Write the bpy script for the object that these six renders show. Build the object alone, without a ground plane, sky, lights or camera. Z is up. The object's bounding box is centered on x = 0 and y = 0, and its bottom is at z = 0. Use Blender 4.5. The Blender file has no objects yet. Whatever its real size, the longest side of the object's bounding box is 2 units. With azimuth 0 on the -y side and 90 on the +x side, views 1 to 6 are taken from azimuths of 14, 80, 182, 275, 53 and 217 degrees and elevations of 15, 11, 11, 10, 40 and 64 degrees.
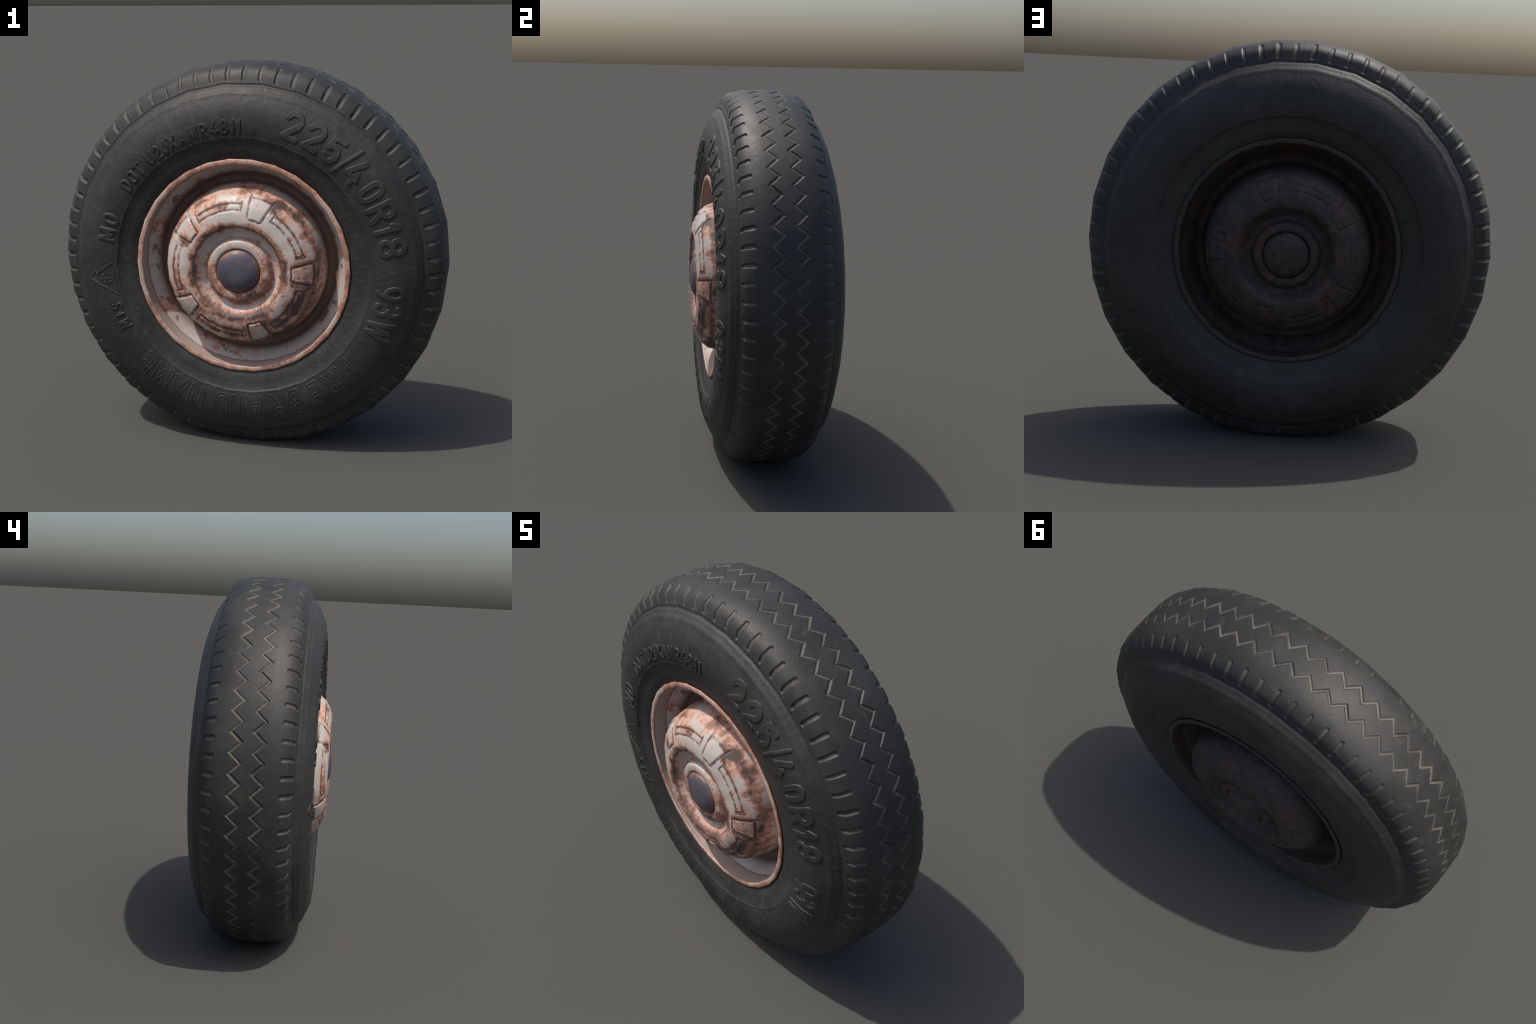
# An old wheel: worn rubber tyre with zigzag tread and moulded lettering on a
# rust-eaten painted steel rim.  The axle runs along y; the outer face is -y.
import bpy, bmesh, math
import numpy as np

CZ = 0.9655                 # axle height
NSEG = 30                   # the body is a thirty-sided solid of revolution
TAU = 2 * math.pi
rng = np.random.default_rng(7)

# ----------------------------------------------------------------------------
# node helpers
# ----------------------------------------------------------------------------
class Nodes:
    """Tiny expression builder for shader nodes."""
    def __init__(self, name):
        self.mat = bpy.data.materials.new(name)
        self.mat.use_nodes = True
        self.nt = self.mat.node_tree
        self.nt.nodes.clear()
        self.out = self.nt.nodes.new("ShaderNodeOutputMaterial")
        self.bsdf = self.nt.nodes.new("ShaderNodeBsdfPrincipled")
        self.nt.links.new(self.bsdf.outputs[0], self.out.inputs[0])
        self.coord = self.nt.nodes.new("ShaderNodeTexCoord").outputs["Object"]

    def put(self, sock, v):
        if isinstance(v, bpy.types.NodeSocket):
            self.nt.links.new(v, sock)
        else:
            sock.default_value = v

    def m(self, op, a, b=0.0, c=0.0, clamp=False):
        n = self.nt.nodes.new("ShaderNodeMath"); n.operation = op; n.use_clamp = clamp
        self.put(n.inputs[0], a); self.put(n.inputs[1], b); self.put(n.inputs[2], c)
        return n.outputs[0]

    def add(self, a, b): return self.m("ADD", a, b)
    def sub(self, a, b): return self.m("SUBTRACT", a, b)
    def mul(self, a, b): return self.m("MULTIPLY", a, b)
    def absv(self, a): return self.m("ABSOLUTE", a)
    def mx(self, a, b): return self.m("MAXIMUM", a, b)
    def mn(self, a, b): return self.m("MINIMUM", a, b)

    def step(self, v, lo, hi, a=0.0, b=1.0):
        n = self.nt.nodes.new("ShaderNodeMapRange"); n.interpolation_type = "SMOOTHSTEP"
        self.put(n.inputs[0], v)
        for i, x in enumerate((lo, hi, a, b)):
            self.put(n.inputs[i + 1], x)
        return n.outputs[0]

    def band(self, v, centre, half, soft):
        """1 inside |v-centre|<half, fading over soft."""
        return self.step(self.absv(self.sub(v, centre)), half, half + soft, 1.0, 0.0)

    def xyz(self):
        n = self.nt.nodes.new("ShaderNodeSeparateXYZ"); self.put(n.inputs[0], self.coord)
        return n.outputs

    def vec(self, x, y, z):
        n = self.nt.nodes.new("ShaderNodeCombineXYZ")
        for i, v in enumerate((x, y, z)):
            self.put(n.inputs[i], v)
        return n.outputs[0]

    def polar(self):
        x, y, z = self.xyz()
        zz = self.sub(z, CZ)
        r = self.m("SQRT", self.add(self.mul(x, x), self.mul(zz, zz)))
        th = self.m("ARCTAN2", zz, x)
        # undo the thirty-sided outline so that bands run evenly round the wheel
        w = TAU / NSEG
        f = self.m("FRACT", self.add(self.mul(th, 1 / w), 100.0))
        cs = self.m("COSINE", self.mul(self.sub(f, 0.5), w))
        return x, y, zz, self.mul(r, self.mul(cs, 1 / math.cos(w / 2))), th

    def noise(self, scale, detail=4.0, rough=0.55, vec=None, dist=0.0, off=0.0):
        n = self.nt.nodes.new("ShaderNodeTexNoise")
        v = vec or self.coord
        if off:
            a = self.nt.nodes.new("ShaderNodeVectorMath"); a.operation = "ADD"
            self.put(a.inputs[0], v); a.inputs[1].default_value = (off, off * 1.7, -off)
            v = a.outputs[0]
        self.put(n.inputs["Vector"], v)
        n.inputs["Scale"].default_value = scale; n.inputs["Detail"].default_value = detail
        n.inputs["Roughness"].default_value = rough; n.inputs["Distortion"].default_value = dist
        return n.outputs["Fac"]

    def mix(self, f, a, b):
        n = self.nt.nodes.new("ShaderNodeMix"); n.data_type = "RGBA"
        self.put(n.inputs[0], f)
        for s, v in ((n.inputs[6], a), (n.inputs[7], b)):
            self.put(s, v if isinstance(v, bpy.types.NodeSocket) else (*v, 1.0))
        return n.outputs[2]

    def bump(self, h, dist, strength=1.0):
        n = self.nt.nodes.new("ShaderNodeBump")
        n.inputs["Strength"].default_value = strength; n.inputs["Distance"].default_value = dist
        self.put(n.inputs["Height"], h)
        self.nt.links.new(n.outputs[0], self.bsdf.inputs["Normal"])

    def finish(self, col, rough, metal=0.0, spec=0.5):
        self.put(self.bsdf.inputs["Base Color"], col if isinstance(col, bpy.types.NodeSocket) else (*col, 1.0))
        self.put(self.bsdf.inputs["Roughness"], rough)
        self.put(self.bsdf.inputs["Metallic"], metal)
        self.put(self.bsdf.inputs["Specular IOR Level"], spec)
        return self.mat

# tread layout, shared by the modelling and by the dust in the grooves
ZIG_N, ZIG_Y, ZIG_A = 64, 0.0545, 0.0255      # zigzag teeth, centre, half swing
SLOT_N, SLOT_Y, SLOT_R = 72, 0.154, 0.916     # shoulder slots: count, inner end, outer radius

RUBBER = (0.0255, 0.0243, 0.0220)
DUST = (0.122, 0.112, 0.090)
FLOOR_Z = 0.017             # flattened contact patch

def rubber_common(k, base):
    """Worn rubber: faint cloudy dusting and fine scuffs."""
    n = k.noise(5.0, 6.0, 0.6)
    c = k.mix(k.step(n, 0.40, 0.70), base, tuple(v * 1.5 for v in base))
    n2 = k.noise(17.0, 7.0, 0.65, dist=0.8, off=3.1)
    c = k.mix(k.mul(k.step(n2, 0.54, 0.74), 0.55), c, (0.060, 0.056, 0.047))
    rough = k.add(k.add(0.53, k.mul(k.sub(n, 0.5), 0.35)), k.mul(k.step(n2, 0.5, 0.75), 0.12))
    return c, rough

def make_tread_material():
    k = Nodes("worn_tread_rubber")
    x, y, zz, r, th = k.polar()
    c, rough = rubber_common(k, RUBBER)
    # dust in the zigzag grooves
    f = k.m("FRACT", k.add(k.mul(th, ZIG_N / TAU), 100.5))
    tri = k.sub(1.0, k.mul(k.absv(k.sub(f, 0.5)), 4.0))
    line = k.mul(tri, ZIG_A)
    ya = k.sub(k.m("SNAP", k.add(y, 10.0), 10.0), 10.0)     # -10 or 0 (side of the tread)
    side = k.add(k.mul(ya, 0.2), 1.0)                       # -1 or +1
    d = k.mul(k.absv(k.sub(k.sub(y, k.mul(side, ZIG_Y)), line)), 0.72)
    patch = k.step(k.noise(7.0, 3.0, 0.5, off=9.0), 0.34, 0.64, 0.25, 1.0)
    zig = k.mul(k.step(d, 0.0042, 0.0082, 1.0, 0.0), patch)
    # dust in the shoulder slots
    g = k.m("FRACT", k.add(k.mul(th, SLOT_N / TAU), 100.5))
    t = k.mul(k.absv(k.sub(g, 0.5)), TAU / SLOT_N * 0.95)
    slot = k.mul(k.step(t, 0.004, 0.0110, 1.0, 0.0), k.step(k.absv(y), SLOT_Y + 0.002, SLOT_Y + 0.010))
    slot = k.mul(k.mul(slot, k.step(r, SLOT_R, SLOT_R + 0.012)), patch)
    c = k.mix(k.mul(k.mx(zig, k.mul(slot, 0.55)), 0.9), c, DUST)
    k.bump(k.noise(32.0, 8.0, 0.68), 0.0026, 0.7)
    return k.finish(c, rough, 0.0, 0.38)

def make_sidewall_material():
    k = Nodes("moulded_sidewall_rubber")
    c, rough = rubber_common(k, RUBBER)
    x, y, zz, r, th = k.polar()
    streak = k.noise(30.0, 5.0, 0.6, vec=k.vec(k.m("DIVIDE", x, r), k.mul(r, 0.6), k.m("DIVIDE", zz, r)))
    c = k.mix(k.mul(k.step(streak, 0.52, 0.72), 0.36), c, (0.068, 0.062, 0.051))
    k.bump(k.add(k.noise(34.0, 7.0, 0.65), k.mul(streak, 0.8)), 0.0034, 0.75)
    return k.finish(c, rough, 0.0, 0.38)

PAD_ANGLE, PAD_STEP = math.radians(0.0), math.radians(72.0)
PAINT = (0.485, 0.425, 0.385)
RUST_LIGHT = (0.52, 0.262, 0.180)
RUST = (0.235, 0.118, 0.085)
RUST_DARK = (0.075, 0.046, 0.038)

def sector(k, th):
    """Signed angle to the nearest pad centre."""
    f = k.m("FRACT", k.add(k.mul(k.sub(th, PAD_ANGLE), 1 / PAD_STEP), 100.5))
    return k.mul(k.sub(f, 0.5), PAD_STEP)

def make_painted_metal():
    """Old off-white paint breaking up into pink and brown rust."""
    k = Nodes("rusting_white_paint")
    x, y, zz, r, th = k.polar()
    ring = k.vec(k.m("DIVIDE", x, r), k.mul(r, 2.0), k.m("DIVIDE", zz, r))
    blotch = k.noise(6.0, 6.0, 0.58, dist=0.6, off=1.3)
    grain = k.noise(30.0, 5.0, 0.62, off=4.2)
    streak = k.noise(16.0, 5.0, 0.62, vec=ring, off=0.7)
    g = k.mul(k.sub(grain, 0.5), 1.15)
    s = k.mul(k.sub(streak, 0.5), 1.4)
    b = k.mul(k.sub(blotch, 0.5), 2.2)
    u = sector(k, th)
    ua = k.absv(u)
    arcm = k.mul(ua, r)
    half = k.mul(k.sub(r, 0.145), 0.24)                   # pad half width grows with radius
    inpad = k.mul(k.step(r, 0.266, 0.276), k.step(r, 0.378, 0.390, 1.0, 0.0))
    dpad = k.sub(arcm, half)
    # dark brown lines drawn along the edges of the pressing
    frame = k.mul(k.step(k.absv(k.sub(dpad, 0.004)), 0.001, 0.010, 1.0, 0.0), inpad)
    foot = k.mul(k.band(r, 0.271, 0.0015, 0.006), k.step(arcm, 0.028, 0.036, 1.0, 0.0))
    top = k.mul(k.band(r, 0.373, 0.0015, 0.006), k.step(dpad, -0.006, 0.004, 1.0, 0.0))
    arcs = k.mul(k.mx(k.band(r, 0.307, 0.001, 0.008), k.band(r, 0.337, 0.001, 0.008)), k.step(dpad, 0.040, 0.050))
    bar = k.mul(k.step(k.absv(k.sub(dpad, 0.040)), 0.001, 0.008, 1.0, 0.0), k.mul(k.step(r, 0.296, 0.304), k.step(r, 0.345, 0.355, 1.0, 0.0)))
    lines = k.mx(k.mx(frame, foot), k.mx(k.mx(arcs, bar), top))
    near = k.mx(k.mul(k.step(k.absv(k.sub(dpad, 0.012)), 0.004, 0.034, 1.0, 0.0), inpad),
                k.mul(k.band(r, 0.322, 0.018, 0.02), k.step(dpad, 0.02, 0.05)))
    disc = k.step(r, 0.398, 0.41, 1.0, 0.0)
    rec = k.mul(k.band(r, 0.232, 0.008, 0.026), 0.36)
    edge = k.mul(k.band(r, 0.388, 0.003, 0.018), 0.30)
    slow = k.step(k.noise(3.0, 2.0, 0.5, off=6.6), 0.40, 0.60)
    # the quarter below the axle towards +x has weathered most
    patches = None
    for ang, rad, size in ((104, 0.335, 0.050), (60, 0.362, 0.042), (152, 0.300, 0.060), (8, 0.262, 0.032),
                           (-112, 0.355, 0.050), (165, 0.250, 0.040), (30, 0.365, 0.030), (-150, 0.262, 0.035)):
        px, pz = rad * math.cos(math.radians(ang)), rad * math.sin(math.radians(ang))
        dx, dz = k.sub(x, px), k.sub(zz, pz)
        p = k.step(k.m("SQRT", k.add(k.mul(dx, dx), k.mul(dz, dz))), size * 0.25, size, 1.0, 0.0)
        patches = p if patches is None else k.mx(patches, p)
    quarter = k.mul(k.step(k.absv(k.add(th, 0.55)), 0.25, 0.95, 1.0, 0.0), k.step(r, 0.235, 0.26))
    worn = k.mx(k.mx(k.mul(slow, 0.50), quarter), k.mul(patches, 1.0))
    lip = k.mul(k.step(r, 0.5215, 0.5235), 0.30)
    barrel = 0.0
    well = k.mul(k.band(r, 0.432, 0.026, 0.036), 0.10)
    hubring = k.mul(k.band(r, 0.140, 0.035, 0.015), 0.20)
    seed = k.mx(k.mx(rec, edge), k.mul(near, k.add(0.02, k.mul(worn, 0.36))))
    seed = k.mx(k.mx(seed, hubring), k.mx(k.mx(lip, barrel), well))
    seed = k.sub(k.add(seed, k.mul(k.mul(worn, 0.32), disc)), 0.0)
    grit = k.add(k.add(k.mul(g, 0.8), k.mul(s, 0.6)), k.mul(b, 0.8))
    v = k.add(seed, grit)
    light = k.step(v, 0.08, 0.28)
    mid = k.step(v, 0.28, 0.40)
    dark = k.step(v, 0.46, 0.68)
    paint = k.mix(k.step(k.noise(9.0, 4.0, 0.5, off=2.2), 0.35, 0.7), PAINT, tuple(q * 0.88 for q in PAINT))
    c = k.mix(k.mul(light, 0.92), paint, RUST_LIGHT)
    c = k.mix(k.mul(mid, 0.85), c, RUST)
    c = k.mix(dark, c, RUST_DARK)
    lined = k.mul(lines, k.step(k.add(grit, k.mul(worn, 0.3)), -0.30, 0.12, 0.12, 0.97))
    c = k.mix(lined, c, (0.075, 0.047, 0.038))
    c = k.mix(k.mul(k.step(r, 0.5212, 0.5235), 0.36), c, (0.47, 0.235, 0.165))
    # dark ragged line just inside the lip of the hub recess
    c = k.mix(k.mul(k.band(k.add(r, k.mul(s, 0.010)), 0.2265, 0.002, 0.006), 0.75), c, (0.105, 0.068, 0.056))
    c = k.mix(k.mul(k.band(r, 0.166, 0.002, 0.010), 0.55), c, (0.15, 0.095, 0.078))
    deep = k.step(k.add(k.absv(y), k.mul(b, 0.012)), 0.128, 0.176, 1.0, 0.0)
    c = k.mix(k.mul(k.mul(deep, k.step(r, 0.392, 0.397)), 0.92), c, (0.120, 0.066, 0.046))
    # rust-red spots on the cone of the rim
    spots = k.mul(k.step(k.noise(15.0, 4.0, 0.6, off=12.0), 0.585, 0.66), k.band(r, 0.484, 0.010, 0.014))
    c = k.mix(k.mul(spots, 0.85), c, (0.16, 0.065, 0.048))
    # straight wall of the rim: stained, with a thin dark line coloured in at each end
    ay = k.absv(y)
    wall = k.mul(k.step(ay, 0.203, 0.206), k.step(ay, 0.272, 0.276, 1.0, 0.0))
    c = k.mix(k.mul(k.mul(wall, k.step(r, 0.50, 0.51)), k.add(0.55, k.mul(grain, 0.3))), c, (0.33, 0.235, 0.19))
    ends = k.mx(k.band(ay, 0.2035, 0.001, 0.003), k.mul(k.band(ay, 0.272, 0.001, 0.004), 0.7))
    c = k.mix(k.mul(k.mul(ends, k.step(r, 0.51, 0.514)), 0.75), c, (0.10, 0.064, 0.045))
    k.bump(k.sub(k.mul(grain, 0.3), k.mul(light, 0.5)), 0.0018, 0.6)
    rough = k.add(0.45, k.mul(light, 0.2))
    return k.finish(c, rough, 0.0, 0.5)

def make_back_metal():
    """The inner face was never painted: dark grimy steel with rust bloom."""
    k = Nodes("grimy_bare_steel")
    n = k.noise(7.0, 9.0, 0.7, dist=0.5, off=5.0)
    n2 = k.noise(26.0, 7.0, 0.7, off=1.0)
    c = k.mix(k.step(n2, 0.35, 0.7), (0.022, 0.0185, 0.017), (0.050, 0.041, 0.037))
    c = k.mix(k.mul(k.step(k.add(n, k.mul(k.sub(n2, 0.5), 0.5)), 0.46, 0.70), 0.8), c, (0.078, 0.036, 0.024))
    x, y, zz, r, th = k.polar()
    c = k.mix(k.mul(k.step(r, 0.510, 0.522), 0.45), c, (0.050, 0.034, 0.028))
    k.bump(n2, 0.002, 0.6)
    return k.finish(c, 0.6, 0.0, 0.4)

def make_cap_metal():
    k = Nodes("dark_tarnished_cap")
    x, y, zz, r, th = k.polar()
    n = k.noise(9.0, 6.0, 0.6, off=2.0)
    c = k.mix(k.step(n, 0.35, 0.7), (0.082, 0.076, 0.100), (0.122, 0.108, 0.126))
    n2 = k.noise(17.0, 6.0, 0.65, off=8.0)
    rim = k.step(r, 0.078, 0.108)
    c = k.mix(k.mul(k.step(k.add(n2, k.mul(rim, 0.20)), 0.56, 0.76), 0.75), c, (0.26, 0.13, 0.085))
    k.bump(n2, 0.0006, 0.4)
    return k.finish(c, 0.50, 0.25, 0.45)

# ----------------------------------------------------------------------------
# solids of revolution with smooth shading and optional relief
# ----------------------------------------------------------------------------
ALL = []

def new_object(name, me, mat, parent=None):
    ob = bpy.data.objects.new(name, me)
    bpy.context.scene.collection.objects.link(ob)
    if mat: me.materials.append(mat)
    if parent: ob.parent = parent
    ALL.append(ob)
    return ob

def sstep(x, a, b):
    t = np.clip((x - a) / (b - a), 0, 1)
    return t * t * (3 - 2 * t)

class Body:
    """Profile (r, y) swept round the axle.  The surface between the thirty
    corner sections is flat; its normals are blended, as on a faceted solid
    that is shaded smooth.  Relief h(theta, s, r, y) is laid along the normal."""
    def __init__(self, prof, flip=1.0):
        self.p = np.array(prof, float)                    # (r, y) in order
        seg = np.diff(self.p, axis=0)
        ln = np.hypot(seg[:, 0], seg[:, 1])
        self.s = np.concatenate([[0], np.cumsum(ln)])
        nrm = np.stack([seg[:, 1], -seg[:, 0]], 1) / ln[:, None] * flip
        vn = np.zeros_like(self.p); vn[:-1] += nrm; vn[1:] += nrm
        self.vn = vn / np.linalg.norm(vn, axis=1)[:, None]

    def at(self, s):
        r = np.interp(s, self.s, self.p[:, 0]); y = np.interp(s, self.s, self.p[:, 1])
        nr = np.interp(s, self.s, self.vn[:, 0]); ny = np.interp(s, self.s, self.vn[:, 1])
        q = np.hypot(nr, ny)
        return r, y, nr / q, ny / q

    def samples(self, step, lo=None, hi=None):
        """Parameter values: every control point plus subdivisions."""
        out = []
        for a, b in zip(self.s[:-1], self.s[1:]):
            n = max(1, int(math.ceil((b - a) / step)))
            out += list(np.linspace(a, b, n, endpoint=False))
        out.append(self.s[-1])
        out = np.array(out)
        if lo is not None: out = out[(out >= lo - 1e-9) & (out <= hi + 1e-9)]
        return out

def facet(th):
    """Radius factor of the thirty-sided outline."""
    w = TAU / NSEG
    return math.cos(w / 2) / np.cos((th % w) - w / 2)

def bulge(th, r):
    """The loaded tyre spreads above the contact patch and narrows at the top."""
    k = sstep(r, 0.64, 0.76) * (1 - sstep(r, 0.87, 0.955))
    st = np.sin(th)
    return k * (0.0045 * sstep(-st, 0.0, 1.0) - 0.0030 * sstep(st, 0.0, 1.0))

def surface(body, s, th, relief=None, flat_bottom=False):
    """Grid of points and normals: shape (len(s), len(th), 3)."""
    r, y, nr, ny = (v[:, None] for v in body.at(s))
    TH = th[None, :]
    ct, st = np.cos(TH), np.sin(TH)
    h = np.zeros((len(s), len(th)))
    dhs = np.zeros_like(h); dht = np.zeros_like(h)
    if relief is not None:
        h = relief(TH, s[:, None], r, y)
        e = 8e-4
        sp, sm = np.clip(s + e, 0, body.s[-1]), np.clip(s - e, 0, body.s[-1])
        rp, yp = (v[:, None] for v in body.at(sp)[:2]); rm, ym = (v[:, None] for v in body.at(sm)[:2])
        dhs = (relief(TH, sp[:, None], rp, yp) - relief(TH, sm[:, None], rm, ym)) / (sp - sm)[:, None]
        de = e / np.maximum(r, 0.05)
        dht = (relief(TH + de, s[:, None], r, y) - relief(TH - de, s[:, None], r, y)) / (2 * e)
    f = facet(th)[None, :]
    R = r * f + h * nr
    Y = y + h * ny
    P = np.stack([R * ct, np.broadcast_to(Y, R.shape), CZ + R * st], -1)
    if flat_bottom:
        P[..., 1] += np.sign(y) * bulge(TH, r)
        P[..., 2] = np.maximum(P[..., 2], FLOOR_Z)
    # tangent along the profile is the normal turned by a right angle
    tr, ty = -ny, nr
    dr, dy = np.gradient(body.at(s)[0], s), np.gradient(body.at(s)[1], s)
    sg = np.sign(dr[:, None] * tr + dy[:, None] * ty)
    tr, ty = tr * sg, ty * sg
    Nr = nr - dhs * tr
    Ny = ny - dhs * ty
    N = np.stack([Nr * ct + dht * st, np.broadcast_to(Ny, R.shape), Nr * st - dht * ct], -1)
    N /= np.linalg.norm(N, axis=-1)[..., None]
    return P, N

def grid_mesh(name, P, N, closed=True, keep=None):
    a, b = P.shape[:2]
    idx = np.arange(a * b).reshape(a, b)
    nx = np.roll(idx, -1, 1) if closed else idx[:, 1:]
    i0 = idx if closed else idx[:, :-1]
    q = np.stack([i0[:-1], nx[:-1], nx[1:], i0[1:]], -1).reshape(-1, 4)
    V = P.reshape(-1, 3); n = N.reshape(-1, 3)
    f = q[len(q) // 2]
    g = np.cross(V[f[1]] - V[f[0]], V[f[3]] - V[f[0]])
    if np.dot(g, n[f[0]]) < 0: q = q[:, ::-1]
    if keep is not None:                           # drop the cells that lie under the surface
        q = q[keep.reshape(-1)[q].any(1)]
        used = np.unique(q)
        back = np.zeros(len(V), int); back[used] = np.arange(len(used))
        q = back[q]; V = V[used]; n = n[used]
    me = bpy.data.meshes.new(name)
    me.vertices.add(len(V)); me.vertices.foreach_set("co", V.astype(np.float32).ravel())
    me.loops.add(q.size); me.loops.foreach_set("vertex_index", q.astype(np.int32).ravel())
    me.polygons.add(len(q))
    me.polygons.foreach_set("loop_start", np.arange(0, q.size, 4, dtype=np.int32))
    me.polygons.foreach_set("use_smooth", np.ones(len(q), bool))
    me.update(calc_edges=True); me.validate()
    me.normals_split_custom_set_from_vertices(n.astype(np.float32))
    return me

# ----------------------------------------------------------------------------
# tyre
# ----------------------------------------------------------------------------
# half section, from the crown out to the bead: (radius, distance from the middle plane)
HALF = [(0.999, 0.080), (0.983, 0.162), (0.953, 0.204), (0.920, 0.2105), (0.899, 0.2250),
        (0.872, 0.2480), (0.850, 0.266), (0.805, 0.285), (0.762, 0.300), (0.705, 0.3015),
        (0.660, 0.3005), (0.648, 0.296), (0.640, 0.2905), (0.600, 0.284), (0.552, 0.272), (0.540, 0.262)]
TYRE = [(r, -y) for r, y in HALF[::-1]] + HALF
tyre_body = Body(TYRE, 1.0)
SPLIT = 4                                   # the tread ends in the ring groove under the shoulder
nH = len(HALF)
s_front = tyre_body.s[nH - 1 - SPLIT]
s_back = tyre_body.s[nH + SPLIT]

chip = rng.random((2, ZIG_N * 2))           # each leg of the zigzag has its own wear
slotw = rng.random((2, SLOT_N))

def tread_relief(th, s, r, y):
    out = np.zeros(np.broadcast(th, y).shape)
    y = np.broadcast_to(y, out.shape); th = np.broadcast_to(th, out.shape)
    f = (th * ZIG_N / TAU + 100.5) % 1.0
    line = (1 - 4 * np.abs(f - 0.5)) * ZIG_A
    leg = np.floor(th * ZIG_N / TAU * 2 + 200).astype(int) % (2 * ZIG_N)
    for i, sd in enumerate((-1, 1)):
        d = np.abs(y - sd * ZIG_Y - line) * 0.72
        w = 0.0082 + 0.0040 * np.clip((chip[i][leg] - 0.55) / 0.45, 0, 1) ** 1.5
        out -= (0.0038 + 0.0036 * chip[i][leg] ** 2) * (1 - sstep(d, 0.0028, w))
    # shoulder slots with round inner ends
    g = (th * SLOT_N / TAU + 100.5) % 1.0
    num = np.floor(th * SLOT_N / TAU + 100.5).astype(int) % SLOT_N
    t = np.abs(g - 0.5) * TAU / SLOT_N * np.broadcast_to(r, out.shape)
    rr = np.broadcast_to(r, out.shape)
    for i, sd in enumerate((-1, 1)):
        on = (y * sd > 0.12)
        inner = np.maximum(SLOT_Y + 0.010 - y * sd, 0)
        outer = np.maximum(SLOT_R + 0.008 - rr, 0)
        d = np.sqrt(t ** 2 + (inner * 1.0) ** 2 + outer ** 2)
        w = 0.0135 + 0.0030 * (slotw[i][num] - 0.5)
        out -= on * (0.0044 + 0.0024 * slotw[i][num]) * (1 - sstep(d, 0.0035, w))
    # slight flare of the blocks between the slots
    return out

def ring_relief(th, s, r, y):
    """Sharp ring groove under the shoulder and the fine ridge beside it."""
    rr = np.broadcast_to(r, np.broadcast(th, r).shape)
    g = -0.0050 * np.exp(-((rr - 0.899) / 0.0065) ** 2)
    g = g + 0.0026 * np.exp(-((rr - 0.862) / 0.0105) ** 2)
    g = g + 0.0022 * np.exp(-((rr - 0.652) / 0.0045) ** 2)
    return g

def full_relief(th, s, r, y):
    return tread_relief(th, s, r, y) + ring_relief(th, s, r, y)

mat_tread = make_tread_material()
mat_side = make_sidewall_material()
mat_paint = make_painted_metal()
mat_back = make_back_metal()
mat_cap = make_cap_metal()

wheel = bpy.data.objects.new("wheel", None)
bpy.context.scene.collection.objects.link(wheel)
wheel["label"] = "old truck wheel with worn black tyre and rusty white rim"
wheel["category"] = "wheel"

NT = 2880
TH = np.arange(NT) * TAU / NT
ss = tyre_body.samples(0.0026, s_front, s_back)
P, N = surface(tyre_body, ss, TH, full_relief, True)
tread = new_object("tread", grid_mesh("tread", P, N), mat_tread, wheel)

sa = tyre_body.samples(0.009)
sidewalls = []
for lo, hi in ((0, s_front), (s_back, tyre_body.s[-1])):
    sv = sa[(sa >= lo - 1e-9) & (sa <= hi + 1e-9)]
    P, N = surface(tyre_body, sv, TH, full_relief, True)
    sidewalls.append(new_object("sidewall", grid_mesh("sidewall", P, N), mat_side, wheel))
front_wall = sidewalls[0]

# ----------------------------------------------------------------------------
# lettering moulded on the outer sidewall
# ----------------------------------------------------------------------------
wall_r = np.array([r for r, y in HALF[::-1]]); wall_y = np.array([y for r, y in HALF[::-1]])
_vn = np.array([v for v in tyre_body.vn[:nH]])

def wall_normal(rad):
    nr = np.interp(rad, wall_r, _vn[:, 0]); ny = np.interp(rad, wall_r, _vn[:, 1])
    q = np.hypot(nr, ny)
    return nr / q, ny / q

def on_wall(ang, rad, h):
    """Points on the outer sidewall at angle, radius, height above the rubber."""
    yy = np.interp(rad, wall_r, wall_y) + bulge(ang, rad)
    nr, ny = wall_normal(rad)
    R = rad * facet(ang) + h * nr
    return np.stack([R * np.cos(ang), -yy + h * ny, CZ + R * np.sin(ang)], -1)

def arc(cx, cy, rx, ry, a0, a1, n=14):
    t = np.radians(np.linspace(a0, a1, n))
    return [(cx + rx * math.cos(q), cy + ry * math.sin(q)) for q in t]

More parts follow.
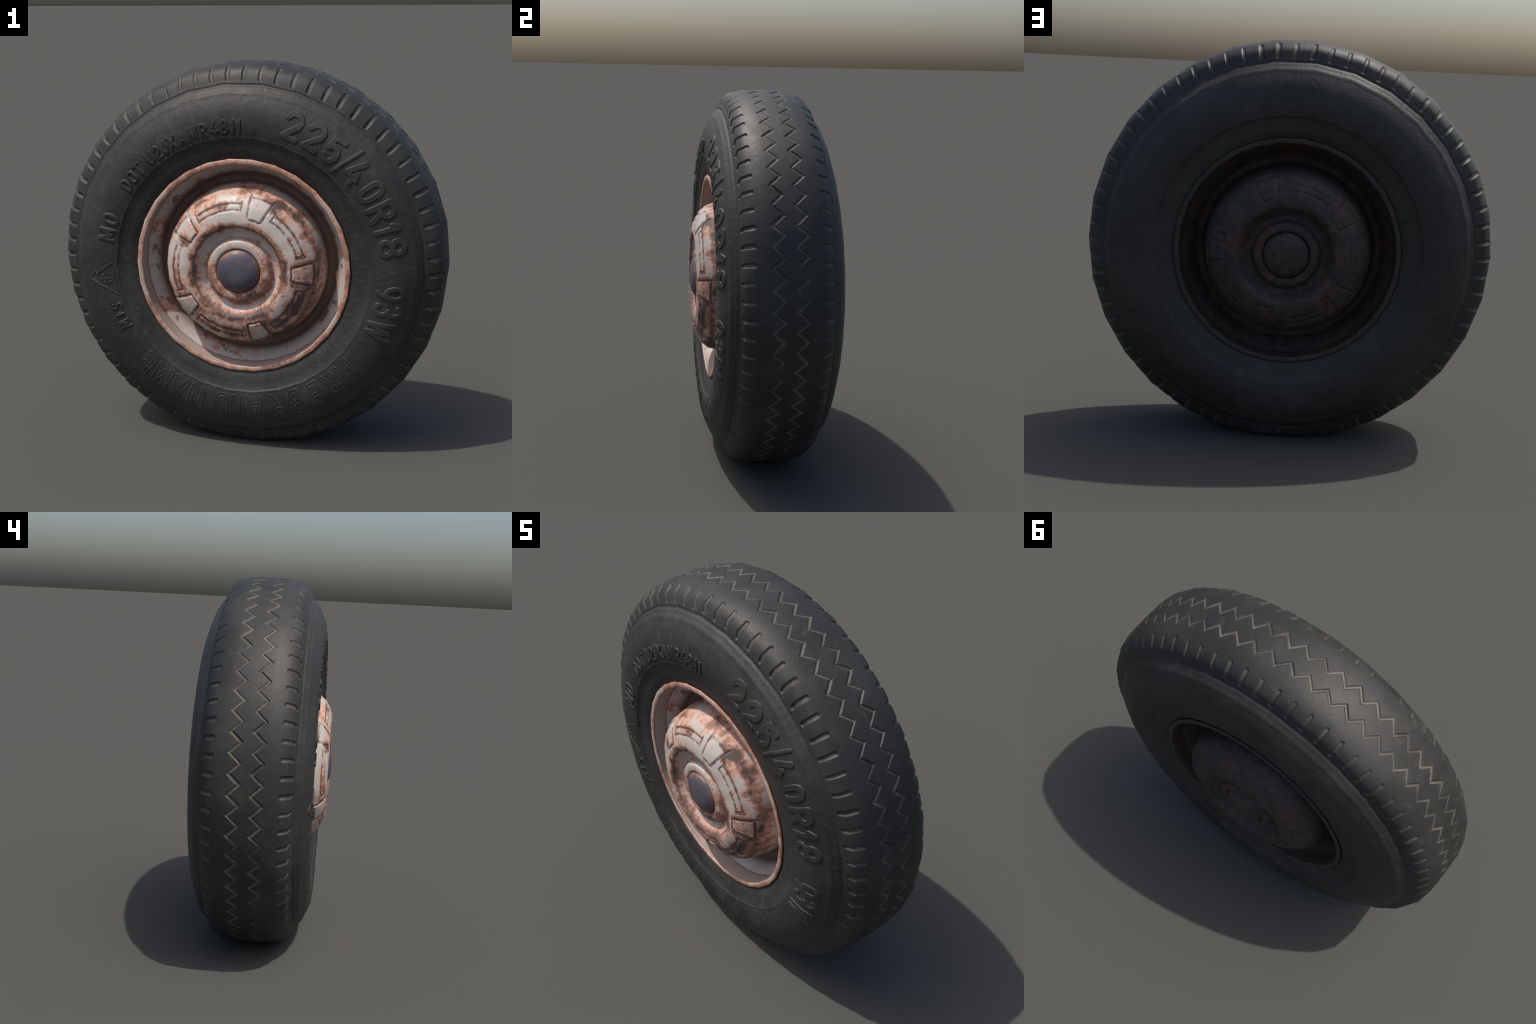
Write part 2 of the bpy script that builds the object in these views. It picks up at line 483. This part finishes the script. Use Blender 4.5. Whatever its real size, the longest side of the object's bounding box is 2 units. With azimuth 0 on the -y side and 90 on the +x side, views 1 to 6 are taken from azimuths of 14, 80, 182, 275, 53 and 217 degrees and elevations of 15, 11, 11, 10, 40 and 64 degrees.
# stroke centre lines in a unit box, drawn like stencilled industrial capitals
STROKES = {
    "0": [arc(.5, .68, .5, .32, 0, 180) + arc(.5, .32, .5, .32, 180, 360) + [(1, .68)]],
    "1": [[(0, .76), (.75, 1), (.75, 0)]],
    "2": [arc(.5, .72, .48, .28, 165, -38) + [(0, 0), (1, 0)]],
    "3": [arc(.45, .76, .48, .24, 150, -90) + arc(.45, .26, .55, .26, 90, -150)],
    "4": [[(.58, 1), (0, .27), (1, .27)], [(.74, .50), (.74, 0)]],
    "5": [[(.92, 1), (.14, 1), (.06, .54)] + arc(.47, .34, .53, .34, 140, -150)],
    "8": [arc(.5, .76, .43, .24, 0, 360, 24), arc(.5, .26, .5, .26, 0, 360, 24)],
    "9": [arc(.5, .68, .5, .32, 0, 360, 26), [(1, .68), (.93, .42), (.78, .2), (.5, 0)]],
    "/": [[(0, 0), (1, 1)]],
    "+": [[(0, .5), (1, .5)], [(.5, .15), (.5, .85)]],
    "A": [[(0, 0), (.5, 1), (1, 0)], [(.18, .32), (.82, .32)]],
    "B": [[(0, 0), (0, 1), (.5, 1)] + arc(.5, .76, .42, .24, 90, -90) + [(0, .52)],
          [(.5, .52)] + arc(.5, .26, .5, .26, 90, -90) + [(0, 0)]],
    "D": [[(0, 0), (0, 1), (.45, 1)] + arc(.45, .62, .55, .38, 90, 0) + arc(.45, .38, .55, .38, 0, -90) + [(0, 0)]],
    "E": [[(1, 1), (0, 1), (0, 0), (1, 0)], [(0, .52), (.8, .52)]],
    "I": [[(.5, 0), (.5, 1)]],
    "J": [[(1, 1), (1, .3)] + arc(.5, .3, .5, .3, 0, -170)],
    "M": [[(0, 0), (.08, 1), (.5, .2), (.92, 1), (1, 0)]],
    "N": [[(0, 0), (0, 1), (1, 0), (1, 1)]],
    "O": [arc(.5, .62, .5, .38, 0, 180) + arc(.5, .38, .5, .38, 180, 360) + [(1, .62)]],
    "R": [[(0, 0), (0, 1), (.5, 1)] + arc(.5, .745, .45, .255, 90, -90) + [(0, .49)], [(.5, .49), (1, 0)]],
    "S": [arc(.5, .75, .46, .25, 25, 270) + arc(.5, .25, .5, .25, 90, -155)],
    "T": [[(0, 1), (1, 1)], [(.5, 1), (.5, 0)]],
    "U": [[(0, 1), (0, .32)] + arc(.5, .32, .5, .32, 180, 360) + [(1, 1)]],
    "W": [[(0, 1), (.25, 0), (.5, .85), (.75, 0), (1, 1)]],
    "X": [[(0, 0), (1, 1)], [(0, 1), (1, 0)]],
}

def stroke_distance(px, py, lines):
    d = np.full(px.shape, 9.0)
    for pts in lines:
        for (x0, y0), (x1, y1) in zip(pts[:-1], pts[1:]):
            vx, vy = x1 - x0, y1 - y0
            q = vx * vx + vy * vy
            t = np.clip(((px - x0) * vx + (py - y0) * vy) / max(q, 1e-12), 0, 1)
            d = np.minimum(d, np.hypot(px - x0 - t * vx, py - y0 - t * vy))
    return d

def raised(name, ch, a0, a1, r0, r1, height=0.0050, stroke=0.0158, soft=0.0050, outline=False):
    """One moulded character between angles a0 > a1 (degrees) and radii r0, r1."""
    rm = (r0 + r1) / 2
    W, H = math.radians(a0 - a1) * rm, r1 - r0
    k = stroke                                     # half width of the stroke
    lines = [[(k + x * (W - 2 * k), k + y * (H - 2 * k)) for x, y in ln] for ln in STROKES[ch]]
    cell = 0.0017
    nx, ny = int(W / cell) + 5, int(H / cell) + 5
    gx = np.linspace(-0.003, W + 0.003, nx); gy = np.linspace(-0.003, H + 0.003, ny)
    PX, PY = np.meshgrid(gx, gy)

    def lift(px, py):
        d = stroke_distance(px, py, lines)
        if outline:                                # only the contour of the stroke stands up
            return height * (1 - sstep(np.abs(d - k * 0.66), 0.0, k * 0.50)) - 0.0008
        return (height + 0.0008) * (1 - sstep(d, k - soft, k + 0.0004)) - 0.0008

    h = lift(PX, PY)
    e = 0.0009
    hx = (lift(PX + e, PY) - lift(PX - e, PY)) / (2 * e)
    hy = (lift(PX, PY + e) - lift(PX, PY - e)) / (2 * e)
    ang = math.radians(a0) - PX / rm; rad = r0 + PY
    P = on_wall(ang, rad, h)
    nr, nyy = wall_normal(rad)
    tr, ty = -nyy, nr                              # up the wall
    sg = np.sign(tr); tr, ty = tr * sg, ty * sg
    ex = np.stack([np.sin(ang), 0 * ang, -np.cos(ang)], -1)          # direction of reading
    er = np.stack([np.cos(ang), 0 * ang, np.sin(ang)], -1)
    ey = np.array([0.0, 1.0, 0.0])
    N = nr[..., None] * er + nyy[..., None] * ey
    up = tr[..., None] * er + ty[..., None] * ey
    N = N - hx[..., None] * ex - hy[..., None] * up
    N /= np.linalg.norm(N, axis=-1)[..., None]
    me = grid_mesh(name, P, N, closed=False, keep=(h > -0.0006))
    return new_object(name, me, mat_side, front_wall)

def word(text, spans, r0, r1, **kw):
    for ch, (a0, a1) in zip(text, spans):
        raised("letter", ch, a0, a1, r0, r1, **kw)

word("225", [(73.6, 66.0), (64.9, 57.3), (56.4, 49.6)], 0.685, 0.830)
raised("letter", "/", 49.2, 44.6, 0.666, 0.852, stroke=0.0105)
word("40R18", [(45.4, 38.3), (36.0, 29.6), (28.2, 21.2), (20.2, 16.4), (15.0, 7.6)], 0.685, 0.831)
word("93W", [(-3.0, -9.0), (-10.0, -15.7), (-16.8, -25.4)], 0.674, 0.824, stroke=0.0138)
word("TIREBRANDNAME", [(-36.4, -42.8), (-43.9, -46.3), (-47.4, -53.4), (-55.0, -60.4),
     (-64.0, -69.8), (-71.4, -77.8), (-80.4, -87.8), (-88.6, -94.4), (-95.4, -101.6),
     (-105.8, -112.4), (-113.2, -120.6), (-121.2, -129.2), (-130.4, -136.2)], 0.668, 0.806,
     outline=True, stroke=0.0140, height=0.0028)
dot = "DOT U2JXAMR4811"
wid = dict(zip("DOTU2JXAMR481 ", (3.7, 4.0, 3.6, 3.6, 3.4, 2.8, 3.9, 4.1, 4.5, 3.8, 3.9, 3.6, 2.1, 2.2)))
tot = sum(wid[c] for c in dot); gap = (147.6 - 89.0 - tot) / (len(dot) - 1); a = 147.6
for ch in dot:
    if ch != " ":
        raised("letter", ch, a, a - wid[ch], 0.667, 0.743, stroke=0.0086, soft=0.0046, height=0.0054)
    a -= wid[ch] + gap
word("MO", [(171.8, 165.6), (164.6, 159.6)], 0.662, 0.760, stroke=0.0110)
word("M+S", [(-149.6, -153.9), (-154.9, -157.4), (-158.4, -161.6)], 0.667, 0.737, stroke=0.0080, soft=0.0046)

def ridge(pts, name, width=0.0045, height=0.0035):
    """A raised line through (angle, radius) points on the sidewall."""
    cu = []
    for (a0, r0), (a1, r1) in zip(pts[:-1], pts[1:]):
        n = max(2, int(math.hypot((a1 - a0) * 0.0132, r1 - r0) / 0.008))
        cu += [(a0 + (a1 - a0) * i / n, r0 + (r1 - r0) * i / n) for i in range(n)]
    cu.append(pts[-1]); cu = np.array(cu)
    xy = np.stack([cu[:, 0] * 0.0132, cu[:, 1]], 1)
    t = np.gradient(xy, axis=0); t /= np.linalg.norm(t, axis=1)[:, None]
    nn = np.stack([-t[:, 1], t[:, 0]], 1)
    rows = []
    for k in range(7):
        w = math.cos(math.pi * k / 6) * width; h = math.sin(math.pi * k / 6) * (height + 0.002) - 0.002
        q = xy + nn * w
        rows.append(on_wall(np.radians(q[:, 0] / 0.0132), q[:, 1], np.full(len(q), h)))
    return np.array(rows), name

def join_ridges(name, lines, **kw):
    V, F, off = [], [], 0
    for pts in lines:
        g, _ = ridge(pts, name, **kw)
        a, b = g.shape[:2]
        V.append(g.reshape(-1, 3))
        for i in range(a - 1):
            for j in range(b - 1):
                F.append((off + i * b + j, off + i * b + j + 1, off + (i + 1) * b + j + 1, off + (i + 1) * b + j))
        off += a * b
    me = bpy.data.meshes.new(name); me.from_pydata(np.concatenate(V).tolist(), [], F); me.update()
    bm = bmesh.new(); bm.from_mesh(me); bmesh.ops.recalc_face_normals(bm, faces=bm.faces)
    if sum(f.normal.y for f in bm.faces) > 0: bmesh.ops.reverse_faces(bm, faces=bm.faces)
    bm.to_mesh(me); bm.free()
    me.polygons.foreach_set("use_smooth", np.ones(len(me.polygons), bool))
    return new_object(name, me, mat_side, front_wall)

join_ridges("mountain_symbol", [[(-164.6, 0.667), (-169.4, 0.735), (-168.6, 0.725), (-172.9, 0.812),
                                 (-175.4, 0.776), (-174.6, 0.768), (-179.2, 0.676), (-171.9, 0.668), (-164.6, 0.667)]])
flake = []
for i in range(3):
    d = math.radians(60 * i + 90)
    dx, dy = 0.034 * math.cos(d), 0.034 * math.sin(d)
    flake.append([(-172.6 - dx / 0.0132, 0.715 - dy), (-172.6 + dx / 0.0132, 0.715 + dy)])
    for sg in (-1, 1):
        bx, by = 0.6 * dx * sg, 0.6 * dy * sg
        for tw in (-0.9, 0.9):
            ex, ey = 0.016 * math.cos(d + (0 if sg > 0 else math.pi) + tw), 0.016 * math.sin(d + (0 if sg > 0 else math.pi) + tw)
            flake.append([(-172.6 + bx / 0.0132, 0.715 + by), (-172.6 + (bx + ex) / 0.0132, 0.715 + by + ey)])
join_ridges("snowflake_symbol", flake, width=0.0035, height=0.003)

# ----------------------------------------------------------------------------
# rim, wheel disc, pads and cap: the same pressing on both faces
# ----------------------------------------------------------------------------
RIM = [(0.535, 0.262), (0.5465, 0.2735), (0.5460, 0.2775), (0.5410, 0.2797), (0.5250, 0.2800), (0.5218, 0.2778), (0.5205, 0.2720),
       (0.5178, 0.2050), (0.5155, 0.2000), (0.5110, 0.1960), (0.474, 0.156), (0.4675, 0.147), (0.459, 0.129),
       (0.449, 0.121), (0.434, 0.118)]
DISC = [(0.434, 0.118), (0.424, 0.121), (0.4165, 0.131), (0.412, 0.150), (0.403, 0.210), (0.3975, 0.240), (0.3930, 0.255), (0.382, 0.285),
        (0.354, 0.319), (0.318, 0.340), (0.289, 0.351), (0.258, 0.3585), (0.238, 0.3585), (0.228, 0.354),
        (0.221, 0.345), (0.208, 0.329), (0.194, 0.314), (0.183, 0.308), (0.173, 0.308), (0.164, 0.315),
        (0.1530, 0.3360), (0.1505, 0.3400), (0.1465, 0.3425), (0.1220, 0.3440), (0.1165, 0.3425), (0.1130, 0.3385), (0.1090, 0.3260)]
CAP = [(0.110, 0.328), (0.108, 0.340), (0.100, 0.350), (0.085, 0.3595), (0.065, 0.3665), (0.040, 0.3705), (0.018, 0.3718), (0.0005, 0.372)]

def pad_u(th):
    return ((th - PAD_ANGLE) / PAD_STEP + 100.5) % 1.0 * PAD_STEP - PAD_STEP / 2

def disc_relief(th, s, r, y):
    """Pressed channels between the pads, a sunk frame round each pad, dents."""
    sh = np.broadcast(th, r).shape
    th = np.broadcast_to(th, sh); r = np.broadcast_to(r, sh)
    u = np.abs(pad_u(th)); su = pad_u(th)
    face = sstep(r, 0.240, 0.250) * (1 - sstep(r, 0.386, 0.393))
    half = (r - 0.145) * 0.24
    d = u * r - half
    frame = np.exp(-((d - 0.004) / 0.0055) ** 2) * sstep(r, 0.266, 0.276) * (1 - sstep(r, 0.378, 0.388))
    bar = np.exp(-((u * r - 0.24 * (r - 0.145) - 0.040) / 0.0055) ** 2) * sstep(r, 0.296, 0.304) * (1 - sstep(r, 0.345, 0.355))
    chan = (np.exp(-((r - 0.307) / 0.006) ** 2) + np.exp(-((r - 0.337) / 0.006) ** 2)) * sstep(d, 0.044, 0.050)
    foot = np.exp(-((r - 0.271) / 0.0045) ** 2) * (1 - sstep(u * r, 0.028, 0.036))
    lip = np.exp(-((r - 0.382) / 0.0045) ** 2) * (1 - sstep(d, -0.004, 0.004))
    h = -face * (0.0042 * frame + 0.0034 * bar + 0.0044 * chan + 0.0040 * foot) + 0.0050 * lip
    h = h * (0.72 + 0.28 * np.sin(2 * th + 0.9) * np.cos(3 * th - 0.4 + 9 * r))
    # gentle hammering of the old pressing
    h = h + face * 0.0010 * np.sin(7 * th + 40 * r) * np.sin(11 * th - 25 * r)
    w = (th + math.pi) % TAU - math.pi
    k = np.hypot((w - math.radians(16.0)) * 0.32 / 0.0085, (r - 0.321) / 0.024)
    h = h - 0.009 * (1 - sstep(k, 0.35, 1.0))
    return h

def orient(prof, sgn):
    """Choose the side of the profile that faces the air."""
    b = Body([(r, sgn * y) for r, y in prof], 1.0)
    m = np.argmax(np.abs([q[1] for q in prof]))
    return 1.0 if b.vn[m][1] * sgn > 0 else -1.0

def turned(name, prof, sgn, step, nt, mat, parent, relief=None):
    b = Body([(r, sgn * y) for r, y in prof], orient(prof, sgn))
    th = np.arange(nt) * TAU / nt
    P, N = surface(b, b.samples(step), th, relief)
    ob = new_object(name, grid_mesh(name, P, N), mat, parent)
    return ob, b

def pad_mesh(body, centre, sgn):
    """A raised trapezoid with soft shoulders that follows the dome."""
    nu, nv = 33, 41
    v = np.linspace(0, 1, nv); uu = np.linspace(-1, 1, nu)
    r_in, r_out = 0.273, 0.377
    s_all = np.linspace(0, body.s[-1], 4000); r_all = body.at(s_all)[0]
    half_span = (s_all < s_all[np.argmin(np.abs(r_all - 0.2385))])
    rr = r_out + (r_in - r_out) * v
    order = np.argsort(r_all[half_span])
    sv = np.interp(rr, r_all[half_span][order], s_all[half_span][order])
    r, y, nr, ny = (q[:, None] for q in body.at(sv))
    half = (rr - 0.145)[:, None] * 0.24
    du = uu[None, :] * half
    th = centre + du / r
    edge = np.minimum(half - np.abs(du), np.minimum(rr - r_in, r_out - rr)[:, None])
    h = -0.004 + 0.0058 * sstep(edge, 0.0, 0.0075)
    R = r * facet(th) + h * nr
    P = np.stack([R * np.cos(th), np.broadcast_to(y + h * ny, R.shape), CZ + R * np.sin(th)], -1)
    hu = np.gradient(h, axis=1) / np.gradient(du, axis=1)
    hv = np.gradient(h, axis=0) / np.gradient(rr)[:, None]
    ct, st = np.cos(th), np.sin(th)
    q = np.hypot(nr, ny); tr, ty = np.abs(ny) / q, -nr * np.sign(ny) / q      # outwards along the dome
    Nr, Ny = nr - hv * tr, ny - hv * ty
    N = np.stack([Nr * ct + hu * st, Ny + 0 * th, Nr * st - hu * ct], -1)
    N /= np.linalg.norm(N, axis=-1)[..., None]
    return grid_mesh("pad", P, N, closed=False)

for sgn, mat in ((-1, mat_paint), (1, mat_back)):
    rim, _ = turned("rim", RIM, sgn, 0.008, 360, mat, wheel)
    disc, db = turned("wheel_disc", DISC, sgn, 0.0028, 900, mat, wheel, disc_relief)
    for i in range(5):
        new_object("pad", pad_mesh(db, PAD_ANGLE + i * PAD_STEP, sgn), mat, disc)
    turned("hub_cap", CAP, sgn, 0.004, 180, mat_cap if sgn < 0 else mat_back, wheel)
